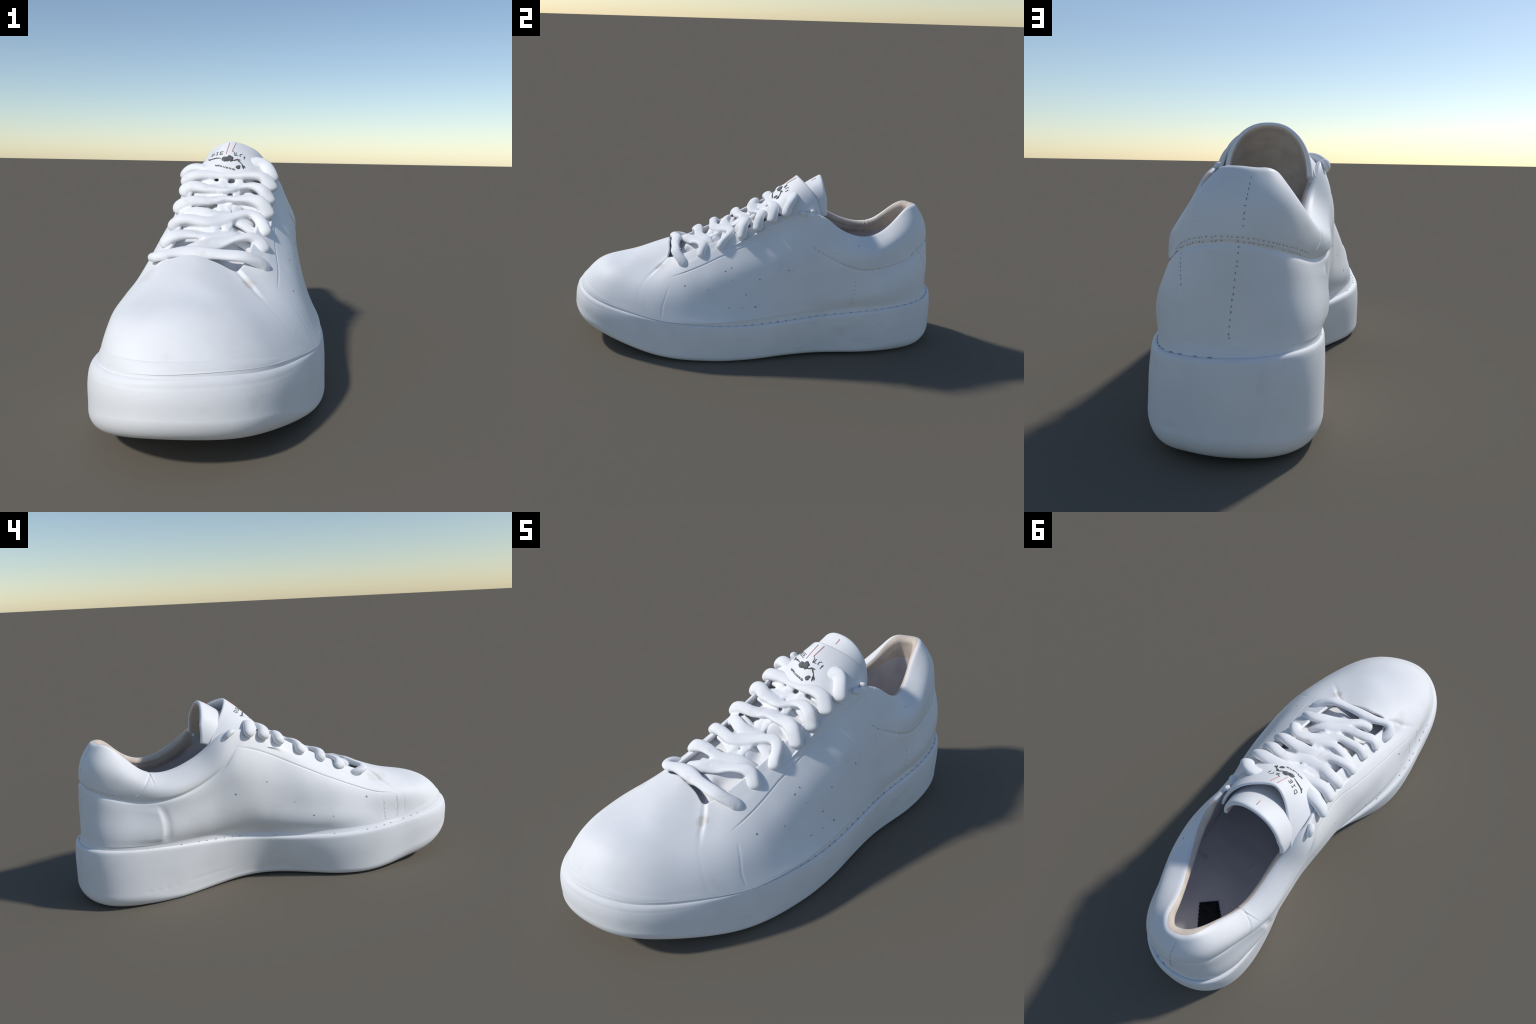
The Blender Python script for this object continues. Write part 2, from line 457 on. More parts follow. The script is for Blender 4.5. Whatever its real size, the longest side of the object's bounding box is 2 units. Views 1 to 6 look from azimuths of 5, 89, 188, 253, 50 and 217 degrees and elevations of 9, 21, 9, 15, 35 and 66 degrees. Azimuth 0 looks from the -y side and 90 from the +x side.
# the heel pad is thick: its outer face stands further back than the crest
back_off = .008 * span(UU, 23.2, 2.9, 1.4)
upper -= smooth(.62, 1.0, VV)[:, None, None] * (back_off[:, None] * inner_w)[None]
roll = []
for a in np.linspace(0, np.pi * .92, 15)[1:]:
    roll.append(upper[-1] + edge[:, None] * (inner_w * (1 - np.cos(a)) + tau * np.sin(a)))
roll = np.array(roll)
kern = np.exp(-(np.arange(-60, 61) / 26.0) ** 2)
kern /= kern.sum()


def ring_blur(G):
    """Smooth a set of closed rings along their length."""
    pad_ = np.concatenate([G[:, -60:], G, G[:, :60]], 1)
    return sum(kern[q] * pad_[:, q:q + G.shape[1]] for q in range(121))


ease = np.linspace(0, 1, len(roll))[:, None, None] * span(UU, 21.5, 4.5, 1.5)[None, :, None]
roll = roll * (1 - ease) + ring_blur(roll) * ease
lift = np.maximum(roll[..., 2].max(0) - upper[-1, :, 2], 0) * (.85 * span(UU, 20.3, 5.6, 1.2) + .15)
drop = smooth(.72, 1.0, VV)
upper[..., 2] -= drop[:, None] * lift[None]
roll[..., 2] -= lift[None]
# lining: the outer skin offset inwards, from the roll down to the insole
lining_v = np.linspace(.985, .03, 60)
vi = np.clip((lining_v * (VN - 1)).astype(int), 0, VN - 1)
smooth_skin = upper[vi] - UN[vi] * relief[vi][..., None] * .8
thick = (edge * 2)[None] * (1 - smooth(1.0, .7, lining_v))[:, None] * 0 + (2 * edge[None] + (.030 + .008 * (span(UU, 2.5, 6, 1) + span(UU, 20, 23.5, 1))[None] - 2 * edge[None]) * smooth(1.0, .75, lining_v)[:, None])
lining = smooth_skin - UN[vi] * thick[..., None]
blend = smooth(.97, .86, lining_v)[:, None, None]
foot_in = wall(inset + .032 - flare, np.minimum(zt, .267))
lf_ = np.linspace(0, 1, 60)[:, None, None]
straight = roll[-1][None] * (1 - lf_) + foot_in[None] * lf_
bow = np.sin(np.pi * np.linspace(0, 1, 60))[:, None, None] ** .8
side_dir = np.concatenate([on, np.zeros((N, 1))], 1)
padded = straight + side_dir[None] * bow * .010
padded[..., 2] -= .02 * np.sin(np.pi * np.linspace(0, 1, 60))[:, None] * span(UU, 21, 5, 1.5)[None]
hug = smooth(0, .25, np.linspace(0, 1, 60))[:, None, None]
thin = straight * (1 - hug) + lining * hug
foot_blend = smooth(.86, 1.0, np.linspace(0, 1, 60))[:, None, None]
thin = thin * (1 - foot_blend) + foot_in[None] * foot_blend
heel_pad = span(UU, 23.2, 2.8, 2.0)[None, :, None]
lining = padded * heel_pad + thin * (1 - heel_pad)

skin = np.concatenate([upper, roll])
SN = grid_normals(skin)
if (SN[60] * np.concatenate([on, np.zeros((N, 1))], 1)).sum() < 0:
    SN = -SN
    flip = True
else:
    flip = False
skin_faces = grid_faces(len(skin), N)
fv, fu = np.divmod(np.arange(len(skin_faces)), N)
v_mid = np.minimum((fv + .5) / (VN - 1), 1.0)
u_mid = UU[fu]
if flip:
    skin_faces = skin_faces[:, ::-1]
row = np.minimum(fv, VN - 1)
is_roll = fv >= VN + 2
in_collar = (v_mid > collar_v[fu]) & ((u_mid < 6.1) | (u_mid > 20.05))
in_vamp = (u_mid > vamp_lat_u[row]) & (u_mid < vamp_med_u[row])
in_lat_stay = ~in_collar & ~in_vamp & (u_mid > 5.5) & (u_mid < 11) & (v_mid > eyestay_lat_v[fu])
in_med_stay = ~in_collar & ~in_vamp & (u_mid > 15) & (u_mid < 20.6) & (v_mid > eyestay_med_v[fu])
in_counter = ~in_collar & ((u_mid < counter_lat_u[row]) | (u_mid > counter_med_u[row]))
rest = ~(in_collar | in_vamp | in_lat_stay | in_med_stay | in_counter)
cream_zone = in_collar & (fv >= VN + 3) & ((u_mid < 5.7) | (u_mid > 20.7))


def region(name, mask, mat, parent=shoe):
    f = skin_faces[mask]
    used, inv = np.unique(f, return_inverse=True)
    return part(name, skin.reshape(-1, 3)[used], inv.reshape(f.shape), mat, parent, SN.reshape(-1, 3)[used])


collar = region("collar", in_collar & ~cream_zone, leather)
cream_f = skin_faces[cream_zone]
used, inv = np.unique(cream_f, return_inverse=True)
vamp = region("toe_vamp", in_vamp, leather)
eyestay = region("eyestay", in_lat_stay, leather)
eyestay2 = region("eyestay", in_med_stay, leather)
counter = region("heel_counter", in_counter, leather)
quarter = region("quarter", rest & (u_mid < 13), leather)
quarter2 = region("quarter", rest & (u_mid >= 13), leather)

# lining wall and insole
LG = lining
lf = grid_faces(len(LG), N)
if flip:
    lf = lf[:, ::-1]
row_l, col_l = np.divmod(np.arange(len(lf)), N)
pad_rows = (row_l < 9) & ((UU[col_l] < 5.7) | (UU[col_l] > 20.7))
lused, linv = np.unique(lf[pad_rows], return_inverse=True)
pv, pf = join_pieces([(skin.reshape(-1, 3)[used], inv.reshape(cream_f.shape)), (LG.reshape(-1, 3)[lused], linv.reshape(-1, 4))])
part("collar_lining", pv, pf, cream_lining, collar)
lused, linv = np.unique(lf[~pad_rows], return_inverse=True)
lining_ob = part("lining", LG.reshape(-1, 3)[lused], linv.reshape(-1, 4), lining_cloth, shoe)
foot = LG[-1]
pair_a, pair_b = np.arange(1, half), np.arange(N - 1, half, -1)
ins = np.array([foot[pair_a] * (1 - f) + foot[pair_b] * f for f in np.linspace(0, 1, 24)]).transpose(1, 0, 2)
ins[..., 2] += .012 - .010 * np.sin(np.pi * np.linspace(0, 1, 24))[None]
inf_ = grid_faces(ins.shape[0], 24, False)
INSOLE_N = np.cross(ins[500, 1] - ins[500, 0], ins[501, 0] - ins[500, 0])
if INSOLE_N[2] < 0:
    inf_ = inf_[:, ::-1]
insole = part("insole", ins, inf_, insole_cloth, shoe)


def on_skin(u, v, lift_by=0.0):
    """Point and frame on the finished outer skin at a station coordinate and height."""
    j, i = int(round(u % K * N / K)) % N, int(round(np.clip(v, 0, 1) * (VN - 1)))
    return upper[i, j] + SN[i, j] * lift_by, SN[i, j], unit(upper[i, (j + 3) % N] - upper[i, j - 3])


# ------------------------------------------------------------------ small solids
def pill(p, along, normal, length, width, height, seg=6, ring=8):
    """A stitch: an ellipsoid of the given size lying on a surface."""
    along = unit(along - normal * (along @ normal))
    side = np.cross(normal, along)
    th = np.linspace(0, np.pi, seg)
    ph = np.linspace(0, 2 * np.pi, ring, endpoint=False)
    V = p + (np.cos(th)[:, None, None] * along * length / 2
             + (np.sin(th)[:, None] * np.cos(ph)[None])[..., None] * side * width / 2
             + (np.sin(th)[:, None] * np.sin(ph)[None])[..., None] * normal * height / 2)
    return V.reshape(-1, 3), grid_faces(seg, ring)


def stitch_line(points, spacing, length, width, jitter=.15, skip=.0, lift_by=.0):
    """Stitches along a seam given as (u, v) points on the skin."""
    P = curve(points, 400, np.arange(len(points)))
    pos = np.array([on_skin(u, v)[0] for u, v in P])
    acc = np.concatenate([[0], np.cumsum(np.linalg.norm(np.diff(pos, axis=0), axis=1))])
    out = []
    for s in np.arange(spacing / 2, acc[-1], spacing):
        if rng.random() < skip:
            continue
        s += rng.uniform(-jitter, jitter) * spacing
        u, v = np.interp(s, acc, P[:, 0]), np.interp(s, acc, P[:, 1])
        k = min(int(np.searchsorted(acc, s)), 398)
        p, n, _ = on_skin(u, v, lift_by)
        out.append(pill(p, pos[k + 1] - pos[k - 1] + 1e-6, n, length * rng.uniform(.7, 1.2), width, .003))
    return out


def stuff(name, pieces, mat, parent):
    V, F = join_pieces(pieces)
    ob = part(name, V, F, mat, parent)
    ob["kind"] = "stuff"
    return ob


cv = lambda u: float(np.interp(u % K, UU, collar_v))
stuff("collar_stitch", stitch_line([(u, cv(u) + .012) for u in np.linspace(5.9, 2.2, 16)], .017, .006, .004)
      + stitch_line([(u, cv(u % K) + .035) for u in np.linspace(23.4, 28.4, 20)], .014, .006, .003)
      + stitch_line([(u, cv(u % K) + .012) for u in np.linspace(23.4, 28.4, 20)], .014, .006, .003, skip=.3), thread, collar)
stuff("heel_stitch", stitch_line([(25.78, .02), (25.78, .3), (25.75, .5), (25.75, .55)], .017, .007, .004)
      + stitch_line([(25.7, .65), (25.65, .85), (25.52, .98)], .017, .007, .003)
      + stitch_line([(1.85, .50), (1.56, .38), (1.4, .3)], .016, .006, .004), thread, counter)
stuff("quarter_stitch", stitch_line([(4.36, .40), (4.33, .28), (4.33, .02)], .024, .006, .004), thread, quarter)
stuff("vamp_stitch", stitch_line([(16.2, .02), (15.78, .34)], .016, .006, .003) + stitch_line([(16.6, .02), (16.33, .29)], .016, .005, .003, skip=.3), thread, vamp)

# stitches in the groove of the sole
gr = S[8 + 11 + 24 + 8 + 1]
sole_st = []
acc = np.concatenate([[0], np.cumsum(np.linalg.norm(np.diff(gr, axis=0), axis=1))])
for s in np.arange(.02, acc[-1], .043):
    k = min(int(np.searchsorted(acc, s + rng.uniform(-.006, .006))), N - 2)
    u = UU[k]
    if (u < 8.9) or (u > 15.5 and rng.random() < .45):
        big = 1.0 if u < 8.5 else .55
        n = unit(np.array([on[k, 0] * .8, on[k, 1] * .8, .6]))
        sole_st.append(pill(gr[k] + n * .0015, gr[k + 1] - gr[k - 1], n, .015 * big * rng.uniform(.6, 1.2), .0065 * big, .005))
stuff("sole_stitch", sole_st, thread, sole)

# dark flecks on the sides
flecks = [(7.78, .59), (7.89, .57), (7.67, .44), (8.89, .47), (8.22, .39), (7.22, .26), (7.0, .39), (6.89, .12), (7.22, .13), (7.56, .15), (6.33, .45), (4.44, .89),
          (19.33, .54), (18.78, .34), (16.78, .40), (18.44, .19), (18.0, .17), (20.33, .46)]
fl = []
for u, v in flecks:
    p, n, t = on_skin(u, v)
    r = rng.uniform(.0055, .009) * (1.5 if u == 16.78 else 1)
    fl.append(pill(p, t, n, r * rng.uniform(.9, 1.4), r, .0022))
stuff("fleck", fl, fleck, quarter)

# ------------------------------------------------------------------ laces: eyelets and the face they span
OUTER = np.array([(.159, -.368, .456), (.150, -.271, .500), (.145, -.172, .551), (.145, -.065, .610), (.140, .024, .655), (.142, .096, .705), (.138, .175, .760)])
INNER = np.array([(-.222, -.412, .498), (-.213, -.312, .540), (-.211, -.212, .590), (-.209, -.105, .640), (-.206, -.003, .700), (-.212, .080, .742), (-.228, .160, .775)])
outer_fit, inner_fit = np.polyfit(OUTER[:, 1], OUTER[:, 2], 2), np.polyfit(INNER[:, 1], INNER[:, 2], 2)


def instep(x, y):
    """Height of the face spanned by the two rows of eyelets."""
    t = np.clip((x + .21) / .36, -.2, 1.2)
    return np.polyval(outer_fit, y) * t + np.polyval(inner_fit, y) * (1 - t)


# ------------------------------------------------------------------ tongue
TROWS, TCOLS = 110, 71
ty = np.linspace(-.54, .337, TROWS)
phi = np.linspace(-1, 1, TCOLS)
ridge = curve([(-.05, -.54, .40), (-.04, -.40, .455), (-.035, -.2, .545), (-.035, 0, .660), (-.042, .16, .775), (-.052, .26, .855), (-.058, .337, .902)], TROWS, [-.54, -.40, -.2, 0, .16, .26, .337])
t_half = np.interp(ty, [-.54, -.45, -.2, .05, .2, .28, .337], [.13, .165, .185, .185, .160, .153, .147])
t_drop = np.interp(ty, [-.54, 0, .2, .28, .337], [.03, .05, .13, .16, .175])
e = np.sin(phi * np.pi / 2)
arch = 1 - np.sqrt(np.clip(1 - np.abs(e) ** 2.3, 0, 1))
tongue = np.zeros((TROWS, TCOLS, 3))
back = smooth(.05, .30, ty)[:, None]
tongue[..., 0] = ridge[:, :1] + e[None] * t_half[:, None]
tongue[..., 1] = ty[:, None] + back * (.055 * phi ** 2 - .07 * np.clip(np.abs(phi) - .7, 0, 1))[None]
flat = instep(tongue[..., 0], ty[:, None] + 0 * e[None]) - .034 + .006 * smooth(-.12, -.25, ty)[:, None] + .020 * smooth(-.04, .05, tongue[..., 0])
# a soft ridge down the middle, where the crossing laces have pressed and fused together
flat += (.050 + .006 * np.sin(ty * 60))[:, None] * np.exp(-((tongue[..., 0] + .035 + .012 * np.sin(ty * 33)[:, None]) / .062) ** 4) * (smooth(-.44, -.36, ty) * (1 - smooth(.08, .16, ty)))[:, None]
high = ridge[:, 2:] - arch[None] * t_drop[:, None]
mixf = smooth(-.02, .22, ty)[:, None]
tongue[..., 2] = flat * (1 - mixf) + high * mixf


def shell(G, t, rim=7):
    """Give a sheet thickness with a rounded edge at its last row; returns verts and faces."""
    n = grid_normals(G, False)
    if n[..., 2].mean() < 0:
        n = -n
    inner = G - n * t
    d = unit(G[-1] - G[-2])
    arc = [G[-1] - n[-1] * t / 2 + (n[-1] * math.cos(a) + d * math.sin(a)) * t / 2 for a in np.linspace(0, math.pi, rim)[1:-1]]
    full = np.concatenate([G, np.array(arc), inner[::-1]])
    f = grid_faces(full.shape[0], full.shape[1], False)
    a = full.reshape(-1, 3)[f[40]]
    if np.cross(a[1] - a[0], a[2] - a[0])[2] < 0:
        f = f[:, ::-1]
    rows_, cols = full.shape[:2]
    sides = []
    for r in range(rows_ // 2):
        for cidx in (0, cols - 1):
            q = [r * cols + cidx, (r + 1) * cols + cidx, (rows_ - 2 - r) * cols + cidx, (rows_ - 1 - r) * cols + cidx]
            if r + 1 < rows_ - 2 - r:
                sides.append(q if cidx == 0 else q[::-1])
    return full.reshape(-1, 3), np.concatenate([f, np.array(sides)])


tongue += (wave_noise(tongue, 12, 21) * .0012)[..., None]
tip_dist = (ty[-1] - ty)[:, None] + 0 * e[None]
pad_depth = (.015 * smooth(.01, .10, tip_dist) + .10 * smooth(.08, .28, tip_dist) * (1 - .65 * smooth(-.3, .6, phi))[None]) * smooth(-.30, .0, ty)[:, None]
t_verts, t_faces = shell(tongue, .020)
t_rows = t_verts.reshape(-1, TCOLS, 3)
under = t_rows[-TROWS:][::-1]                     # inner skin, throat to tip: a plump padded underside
under += np.stack([-.35 * pad_depth * e[None] * 1.0, .25 * pad_depth, -.9 * pad_depth], -1) * (1 - .75 * np.abs(phi) ** 3)[None, :, None]
t_rows[-TROWS:] = under[::-1]
t_verts = t_rows.reshape(-1, 3)
under_row = t_faces.min(1) >= (TROWS + 3) * TCOLS
tongue_ob = part("tongue", t_verts, t_faces[~under_row], tongue_leather, shoe)
t_used, t_inv = np.unique(t_faces[under_row], return_inverse=True)
part("tongue_lining", t_verts[t_used], t_inv.reshape(-1, 4), cream_lining, tongue_ob)

# label band: the arch over the tongue that carries the print
band_top = curve([(.128, .345, .700), (.112, .326, .775), (.094, .308, .822), (.060, .275, .864), (.005, .238, .892), (-.055, .215, .902), (-.100, .226, .884), (-.145, .258, .842), (-.185, .300, .790), (-.222, .338, .720)], 91)
band_low = curve([(.140, .20, .700), (.120, .145, .732), (.080, .105, .750), (.03, .075, .755), (-.03, .065, .760), (-.09, .065, .763), (-.155, .08, .765), (-.205, .12, .755), (-.235, .195, .710)], 91)
band = np.array([band_low * (1 - f) + band_top * f for f in np.linspace(0, 1, 60)])
bn = grid_normals(band, False)
if bn[..., 2].mean() < 0:
    bn = -bn
swell = np.sin(np.pi * np.linspace(0, 1, 60))[:, None] * .006 + 0 * band[..., 0]
band = band + bn * (swell + wave_noise(band, 14, 5) * .0012)[..., None]
label_ob = part("tongue_label", *shell(band, .013), tongue_leather, tongue_ob)


def on_band(a, b, lift_by=.0):
    """a: 0 outer to 1 inner side; b: 0 low edge to 1 top edge."""
    fa, fb = np.clip(a, 0, 1) * 90, np.clip(b, 0, 1) * 59
    i, j = min(int(fb), 58), min(int(fa), 89)
    s, t = fb - i, fa - j
    L_ = lambda G: (G[i, j] * (1 - t) + G[i, j + 1] * t) * (1 - s) + (G[i + 1, j] * (1 - t) + G[i + 1, j + 1] * t) * s
    return L_(band) + unit(L_(bn)) * lift_by


# ------------------------------------------------------------------ laces
def tube(path, widths, heights, up=(0, -.45, .9), seg=84, ring=22, lumps=.0, seed=0):
    P = curve(path, seg)
    f = np.linspace(0, 1, seg)
    w = np.interp(f, np.linspace(0, 1, len(widths)), widths)
    h = np.interp(f, np.linspace(0, 1, len(heights)), heights)
    cap_ = np.sqrt(np.clip(1 - (np.clip(np.abs(f - .5) - .45, 0, 1) / .05) ** 2, .0, 1))
    t = unit(np.gradient(P, axis=0))
    upv = np.broadcast_to(np.array(up, float), P.shape)
    side = unit(np.cross(t, upv))
    nv = np.cross(side, t)
    r_ = np.random.default_rng(900 + seed)                 # a flat lace rolls a little from edge to edge
    roll_ = (r_.uniform(.15, .45) * np.sin(f * r_.uniform(4, 8) + r_.uniform(0, 6)) * np.sin(np.pi * f))[:, None]
    side, nv = side * np.cos(roll_) + nv * np.sin(roll_), nv * np.cos(roll_) - side * np.sin(roll_)
    ph = np.linspace(0, 2 * np.pi, ring, endpoint=False)
    c, s = np.cos(ph), np.sin(ph)
    c, s = np.sign(c) * np.abs(c) ** .85, np.sign(s) * np.abs(s) ** .9
    G = P[:, None] + (side[:, None] * (c[None] * w[:, None] / 2)[..., None] + nv[:, None] * (s[None] * h[:, None] / 2)[..., None]) * cap_[:, None, None]
    G = G + unit(G - P[:, None] + 1e-9) * (wave_noise(G, 26, 40 + seed, 2) * lumps)[..., None]
    return G.reshape(-1, 3), grid_faces(seg, ring)[:, ::-1]


# each lace runs from the outer eyelet over the tongue to the inner one
LACES = {
    "first": [(.158, -.362, .444), (.147, -.366, .466), (.125, -.385, .484), (.085, -.410, .497), (.03, -.420, .508), (-.07, -.430, .517), (-.150, -.447, .515), (-.194, -.458, .508), (-.212, -.438, .502), (-.212, -.408, .492), (-.200, -.390, .470)],
    "second": [(.168, -.268, .478), (.157, -.270, .500), (.125, -.264, .526), (.07, -.285, .538), (.01, -.315, .535), (-.05, -.35, .527), (-.11, -.388, .512), (-.15, -.40, .49)],
    "second_back": [(-.232, -.315, .515), (-.228, -.322, .532), (-.205, -.328, .548), (-.16, -.315, .558), (-.08, -.305, .556), (0, -.275, .550), (.06, -.24, .538), (.105, -.22, .490)],
    "third": [(.168, -.172, .525), (.155, -.168, .548), (.135, -.14, .580), (.092, -.12, .606), (.03, -.152, .612), (-.03, -.195, .601), (-.08, -.225, .597), (-.14, -.228, .602), (-.19, -.23, .598), (-.218, -.222, .582), (-.228, -.212, .565)],
    "third_back": [(-.20, -.15, .595), (-.175, -.152, .618), (-.132, -.161, .626), (-.08, -.168, .620), (-.02, -.15, .614), (.05, -.137, .600), (.10, -.13, .550)],
    "fourth": [(.168, -.062, .582), (.157, -.06, .605), (.128, -.055, .638), (.085, -.05, .656), (.015, -.055, .669), (-.04, -.06, .671), (-.09, -.09, .664), (-.14, -.103, .663), (-.185, -.11, .655), (-.214, -.112, .638), (-.226, -.105, .618)],
    "fifth": [(.166, .018, .628), (.153, .02, .652), (.127, .025, .682), (.08, .035, .705), (.025, .025, .710), (-.02, -.005, .702), (-.08, -.012, .704), (-.13, -.015, .709), (-.18, -.005, .711), (-.211, -.006, .697), (-.224, 0, .676)],
    "sixth": [(.166, .092, .676), (.154, .095, .702), (.127, .10, .732), (.07, .10, .750), (0, .092, .757), (-.06, .085, .760), (-.13, .075, .760), (-.19, .068, .750), (-.222, .074, .735), (-.236, .082, .712)],
    "seventh": [(.142, .165, .728), (.134, .167, .752), (.120, .178, .780), (.085, .198, .806), (.035, .185, .806), (-.04, .14, .785), (-.11, .125, .782), (-.16, .135, .790), (-.205, .143, .784), (-.228, .150, .764), (-.236, .158, .738)],
}
strands, guides = [], []
for i, (key, path) in enumerate(LACES.items()):
    path = np.array(path)
    if key not in ("first", "seventh"):
        path[:, 0] = -.035 + (path[:, 0] + .035) * np.where(path[:, 0] < -.035, .885 if key[0] in "st" and key != "sixth" else .93, .87)
        path[:, 2] += .004 * np.clip(1 - ((path[:, 0] + .035) / .17) ** 2, 0, 1) + .001 + .016 * smooth(.03, .12, path[:, 0]) + .004 * smooth(-.10, -.18, path[:, 0])
    if not key.endswith("back"):
        path[:, 2] += .010 * np.exp(-((path[:, 0] - .075) / .05) ** 2)
    flat_one = key.endswith("back")
    wd = (.064 if flat_one else .055) + rng.uniform(-.003, .004)
    ht = .025 if flat_one else .029
    GUIDE = curve(path, 40)
    V, F = tube(path, [wd * 1.05, wd * .95, wd * rng.uniform(.85, 1.1), wd * rng.uniform(.72, 1.1), wd * rng.uniform(.8, 1.22), wd * rng.uniform(.85, 1.1), wd * .95, wd * 1.05],
                [ht * 1.5, ht * 1.3, ht, ht * .86, ht * .86, ht, ht * 1.3, ht * 1.5], lumps=.0042, seed=i)
    strands.append((V, F))
    guides.append(np.array(GUIDE))
for i in range(1, 6):
    for A, B in ((OUTER[i], INNER[i + 1]), (OUTER[i + 1], INNER[i]))[:2 if i > 2 else 1]:
        d_ = B - A
        path = [A + d_ * .12 + (0, 0, -.012), A + d_ * .22 + (0, 0, .006), A + d_ * .5 + (0, 0, .014), A + d_ * .78 + (0, 0, .006), A + d_ * .88 + (0, 0, -.012)]
        GUIDE = curve(path, 40)
        V, F = tube(path, [.036, .042, .046, .042, .036], [.024] * 5, lumps=.002, seed=20 + i)
        strands.append((V, F))
        guides.append(np.array(GUIDE))
# knuckles where the lace ends are tucked down
for name_p in ([(.128, .240, .752), (.141, .252, .752), (.143, .262, .740)], [(.120, .290, .760), (.130, .300, .760), (.134, .308, .748)],
               [(-.226, .225, .775), (-.242, .248, .772), (-.244, .268, .750)]):
    GUIDE = curve(name_p, 20)
    V, F = tube(name_p, [.024, .030, .024], [.022, .028, .022], seg=30, lumps=.002, seed=60)
    strands.append((V, F))
    guides.append(np.array(GUIDE))

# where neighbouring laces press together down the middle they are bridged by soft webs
rows_mid = [curve(LACES[k], 60) for k in ("second", "second_back", "third", "third_back", "fourth", "fifth", "sixth", "seventh")]
for A, B in zip(rows_mid[:-1], rows_mid[1:]):
    for x in (-.055 + rng.uniform(-.015, .015), -.005 + rng.uniform(-.015, .015)):
        p, q = A[np.abs(A[:, 0] - x).argmin()], B[np.abs(B[:, 0] - x).argmin()]
        drop_by = np.array([0, 0, -.006])
        V, F = tube([p + drop_by, (p + q) / 2 + drop_by * 1.6, q + drop_by], [.040, rng.uniform(.026, .044), .040], [.018, .016, .018], seg=20, ring=14, lumps=.001, seed=70)
        strands.append((V, F))

# the laces have no seams where they touch: melt the strands into one soft body, then
# give every face to the lace it runs along
V, F = join_pieces(strands)
blob = bpy.data.objects.new("lace_body", make_mesh("lace_body", V, F, lace_cloth))
link(blob)
m = blob.modifiers.new("melt", "REMESH")
m.mode, m.voxel_size = "VOXEL", .0042
m = blob.modifiers.new("soften", "SMOOTH")
m.factor, m.iterations = .5, 9
bpy.context.view_layer.update()
ev = blob.evaluated_get(bpy.context.evaluated_depsgraph_get())
me = ev.to_mesh()
nv = len(me.vertices)
co = np.empty(nv * 3)
me.vertices.foreach_get("co", co)
co = co.reshape(-1, 3)
nr = np.empty(nv * 3)
me.vertices.foreach_get("normal", nr)
nr = nr.reshape(-1, 3)
faces = np.array([list(p.vertices) if len(p.vertices) == 4 else list(p.vertices) + [p.vertices[-1]] for p in me.polygons])
ev.to_mesh_clear()
bpy.data.objects.remove(blob, do_unlink=True)
near_d = np.stack([((co[:, None, :] - g[None]) ** 2).sum(2).min(1) for g in guides], 1)
owner = near_d[faces[:, 0]].argmin(1)
for k in range(len(guides)):
    f = faces[owner == k]
    if not len(f):
        continue
    used, inv = np.unique(f, return_inverse=True)
    part("lace", co[used], inv.reshape(f.shape), lace_cloth, shoe, nr[used])

# ------------------------------------------------------------------ print on the label
def ribbon(path_ab, width, lift_by=.0016, place=None, taper=False):
    """An inked stroke: a thin raised strip lying on the label along (a, b) points."""
    place = place or on_band
    P = curve([(a, b, 0) for a, b in path_ab], max(6, 4 * len(path_ab)), np.arange(len(path_ab))) if len(path_ab) > 2 else np.linspace((*path_ab[0], 0), (*path_ab[1], 0), 6)
    top = np.array([place(a, b, lift_by) for a, b, _ in P])
    low = np.array([place(a, b, -.002) for a, b, _ in P])
    t = unit(np.gradient(top, axis=0))
    side = unit(np.cross(t, unit(top - low)))
    w = width / 2 * (np.interp(np.linspace(0, 1, len(P)), [0, .25, .7, 1], [.4, 1, .9, .3]) if taper else np.ones(len(P)))
    G = np.stack([low - side * w[:, None], top - side * w[:, None] * .9, top + side * w[:, None] * .9, low + side * w[:, None]], 1)
    n = len(P)
    f = grid_faces(n, 4)
    ends = np.array([[0, 3, 2, 1], [4 * n - 4, 4 * n - 3, 4 * n - 2, 4 * n - 1]])
    return G.reshape(-1, 3), np.concatenate([f, ends])


def blot(a, b, ra, rb, seed, lift_by=.0018, rough=.25):
    """A splash of ink with a ragged outline."""
    r = np.random.default_rng(seed)
    k = 28
    th = np.linspace(0, 2 * np.pi, k, endpoint=False)
    rad_ = 1 + sum(r.normal(0, rough / (m + 1)) * np.cos(m * th + r.uniform(0, 6.3)) for m in range(2, 7))
    rings = []
    for q, l in ((1.0, -.002), (.97, lift_by), (.6, lift_by), (.25, lift_by), (.02, lift_by)):
        rings.append([on_band(a + ra * q * x * np.cos(t), b + rb * q * x * np.sin(t), l) for x, t in zip(rad_, th)])
    G = np.array(rings)
    return G.reshape(-1, 3), grid_faces(len(rings), k)


GLYPHS = {"D": [[(0, 0), (0, 1)], [(0, 1), (.7, .9), (.9, .5), (.7, .1), (0, 0)]], "I": [[(.45, 0), (.45, 1)], [(.1, 1), (.8, 1)], [(.1, 0), (.8, 0)]],
          "E": [[(0, 0), (0, 1)], [(0, 1), (.85, 1)], [(0, .5), (.7, .5)], [(0, 0), (.85, 0)]], "L": [[(0, 1), (0, 0)], [(0, 0), (.7, 0)]],
          "C": [[(.8, .9), (.3, .95), (.1, .5), (.4, .1)]], "T": [[(.4, 0), (.45, 1)], [(.2, .6), (.45, 1)]]}


def letter(ch, a, b, wide, tall, width, slant=0.0):
    return [ribbon([(a - wide * (x - .45), b + tall * (y - .5) + slant * (x - .45)) for x, y in stroke], width) for stroke in GLYPHS[ch]]


print_dark = []
for ch, a, b in (("D", .640, .685), ("I", .603, .66), ("E", .567, .637), ("L", .457, .632), ("C", .430, .612), ("T", .401, .570)):
    print_dark += letter(ch, a, b, .025, .090, .0030, -.012 if a > .5 else .012)
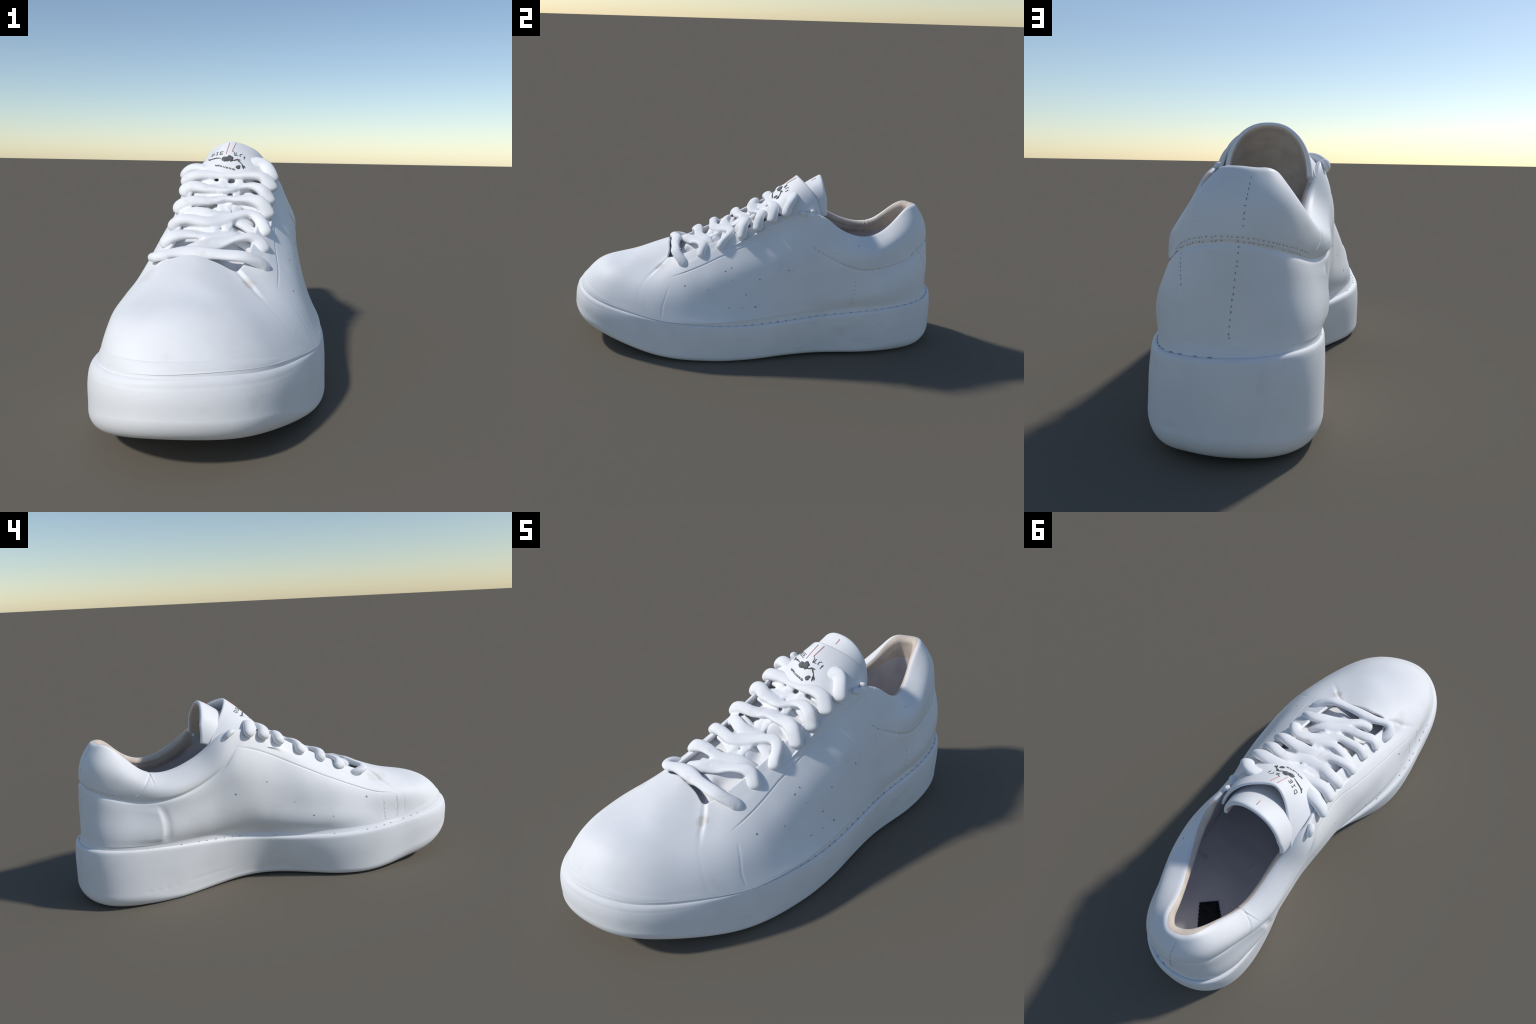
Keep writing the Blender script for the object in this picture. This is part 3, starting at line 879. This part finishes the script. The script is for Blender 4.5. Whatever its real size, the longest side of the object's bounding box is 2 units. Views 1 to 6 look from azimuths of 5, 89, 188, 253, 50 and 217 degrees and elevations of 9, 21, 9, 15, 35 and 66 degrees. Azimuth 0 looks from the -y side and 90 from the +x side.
# the emblem: a crouched figure with long limbs, drawn in broken strokes
print_dark += [blot(.512, .465, .030, .085, 3, .0018, .35), blot(.540, .455, .017, .060, 5, .0020), blot(.487, .44, .012, .05, 8, .0022)]
print_dark += [ribbon([(.672, .535), (.640, .505), (.600, .500), (.562, .470)], .0080, taper=True), ribbon([(.672, .56), (.655, .50), (.650, .46)], .0050, taper=True)]
print_dark += [ribbon([(.490, .42), (.462, .44), (.447, .475), (.436, .44), (.418, .40), (.398, .345)], .0060, .0024, taper=True), ribbon([(.447, .475), (.425, .47)], .0042, .0026)]
print_dark += [blot(.424, .265, .017, .055, 11, .0018, .3), ribbon([(.400, .36), (.392, .30), (.380, .24)], .0075, .0020, taper=True), ribbon([(.385, .33), (.372, .27)], .0050, .0022, taper=True)]
rp = np.random.default_rng(5)
for q in np.linspace(0, 1, 13):
    a, b = .592 - .145 * q, .268 - .085 * q + rp.uniform(-.008, .008)
    print_dark.append(ribbon([(a, b - .02), (a - .003 * rp.uniform(-1, 1), b + .02)], .0026))
    if rp.random() < .7:
        print_dark.append(ribbon([(a, b + rp.uniform(-.02, .02)), (a - .008, b + rp.uniform(-.02, .02))], .0024, .0018))
print_dark.append(ribbon([(.499, .70), (.480, .66), (.479, .63), (.473, .57)], .0024, .0017))
stuff("label_print", print_dark, ink, label_ob)


def on_tongue(a, b, lift_by=.0):
    i, j = int(np.clip(b, 0, 1) * (TROWS - 1)), int(np.clip(a, 0, 1) * (TCOLS - 1))
    n = grid_normals(tongue[i - 1:i + 1], False)[0, j] if i > 0 else np.array([0, 0, 1.0])
    return tongue[i, j] + n * (1 if n[2] > 0 else -1) * lift_by


stuff("red_stripe", [ribbon([(.533, .96), (.534, .60)], .0026), ribbon([(.489, .97), (.499, .70)], .0026),
                     ribbon([(.53, .955), (.53, .985)], .0030, .0016, on_tongue)], red_ink, label_ob)

# ------------------------------------------------------------------ insole tag with pinked edges
t_corner = np.array([(.040, .673), (-.024, .615), (-.120, .700), (-.045, .792)])
outline = []
for c in range(4):
    p, q = t_corner[c], t_corner[(c + 1) % 4]
    nrm_ = unit(np.array([q[1] - p[1], p[0] - q[0]]))
    for k in range(16):
        outline.append(p + (q - p) * k / 16 + nrm_ * (.0028 if k % 2 else -.0005))
outline = np.array(outline)
centre = outline.mean(0)
ins_flat = ins.reshape(-1, 3)


def floor_z(p):
    d2 = ((ins_flat[:, :2] - p) ** 2).sum(1)
    near = np.argsort(d2)[:6]
    return ins_flat[near, 2].mean()


rings = []
for q, h in ((1, -.002), (1, .004), (.66, .0045), (.33, .0045), (.02, .0045)):
    rings.append([(*(centre + (p - centre) * q), floor_z(centre + (p - centre) * q) + h) for p in outline])
rings = np.array(rings)
tf = grid_faces(len(rings), len(outline))
a_ = rings.reshape(-1, 3)[tf[len(outline) * 2 + 3]]
if np.cross(a_[1] - a_[0], a_[2] - a_[0])[2] < 0:
    tf = tf[:, ::-1]
part("insole_tag", rings, tf, tag_cloth, insole)

# ------------------------------------------------------------------ matter on the surfaces
def add_scuffs(mat, colour, strength, scale, seed, cover=.60):
    """Faint smudges of handling dirt with broken edges."""
    nt = mat.node_tree
    bsdf = nt.nodes["Principled BSDF"]
    old = bsdf.inputs["Base Color"].links[0].from_socket
    co = nt.nodes.new("ShaderNodeTexCoord")
    mp = nt.nodes.new("ShaderNodeMapping")
    mp.inputs["Location"].default_value = (seed, seed * .7, seed * .3)
    mp.inputs["Scale"].default_value = (scale, scale * .6, scale * 1.5)
    noise = nt.nodes.new("ShaderNodeTexNoise")
    noise.inputs["Scale"].default_value = 1
    noise.inputs["Detail"].default_value = 7
    noise.inputs["Roughness"].default_value = .62
    noise.inputs["Distortion"].default_value = .8
    ramp = nt.nodes.new("ShaderNodeMapRange")
    ramp.inputs["From Min"].default_value, ramp.inputs["From Max"].default_value = cover, cover + .10
    ramp.inputs["To Max"].default_value = strength
    mix = nt.nodes.new("ShaderNodeMix")
    mix.data_type = "RGBA"
    L = nt.links.new
    L(co.outputs["Object"], mp.inputs["Vector"])
    L(mp.outputs["Vector"], noise.inputs["Vector"])
    L(noise.outputs["Fac"], ramp.inputs["Value"])
    L(ramp.outputs["Result"], mix.inputs["Factor"])
    L(old, mix.inputs["A"])
    mix.inputs["B"].default_value = (*colour, 1)
    L(mix.outputs["Result"], bsdf.inputs["Base Color"])


add_scuffs(leather, (.68, .67, .67), .28, 5, 3.1, .60)
add_scuffs(rubber, (.64, .63, .62), .26, 6, 7.7, .59)
add_scuffs(lace_cloth, (.72, .70, .67), .5, 14, 1.9, .58)
add_scuffs(insole_cloth, (.50, .48, .49), .6, 6, 5.2, .60)
add_stain(leather, (.108, -.492, .426), (.034, .042, .05), (.60, .54, .48), .65, (90, 90, 14))
add_stain(leather, (-.20, -.52, .44), (.05, .10, .05), (.62, .58, .52), .5, (40, 20, 40))
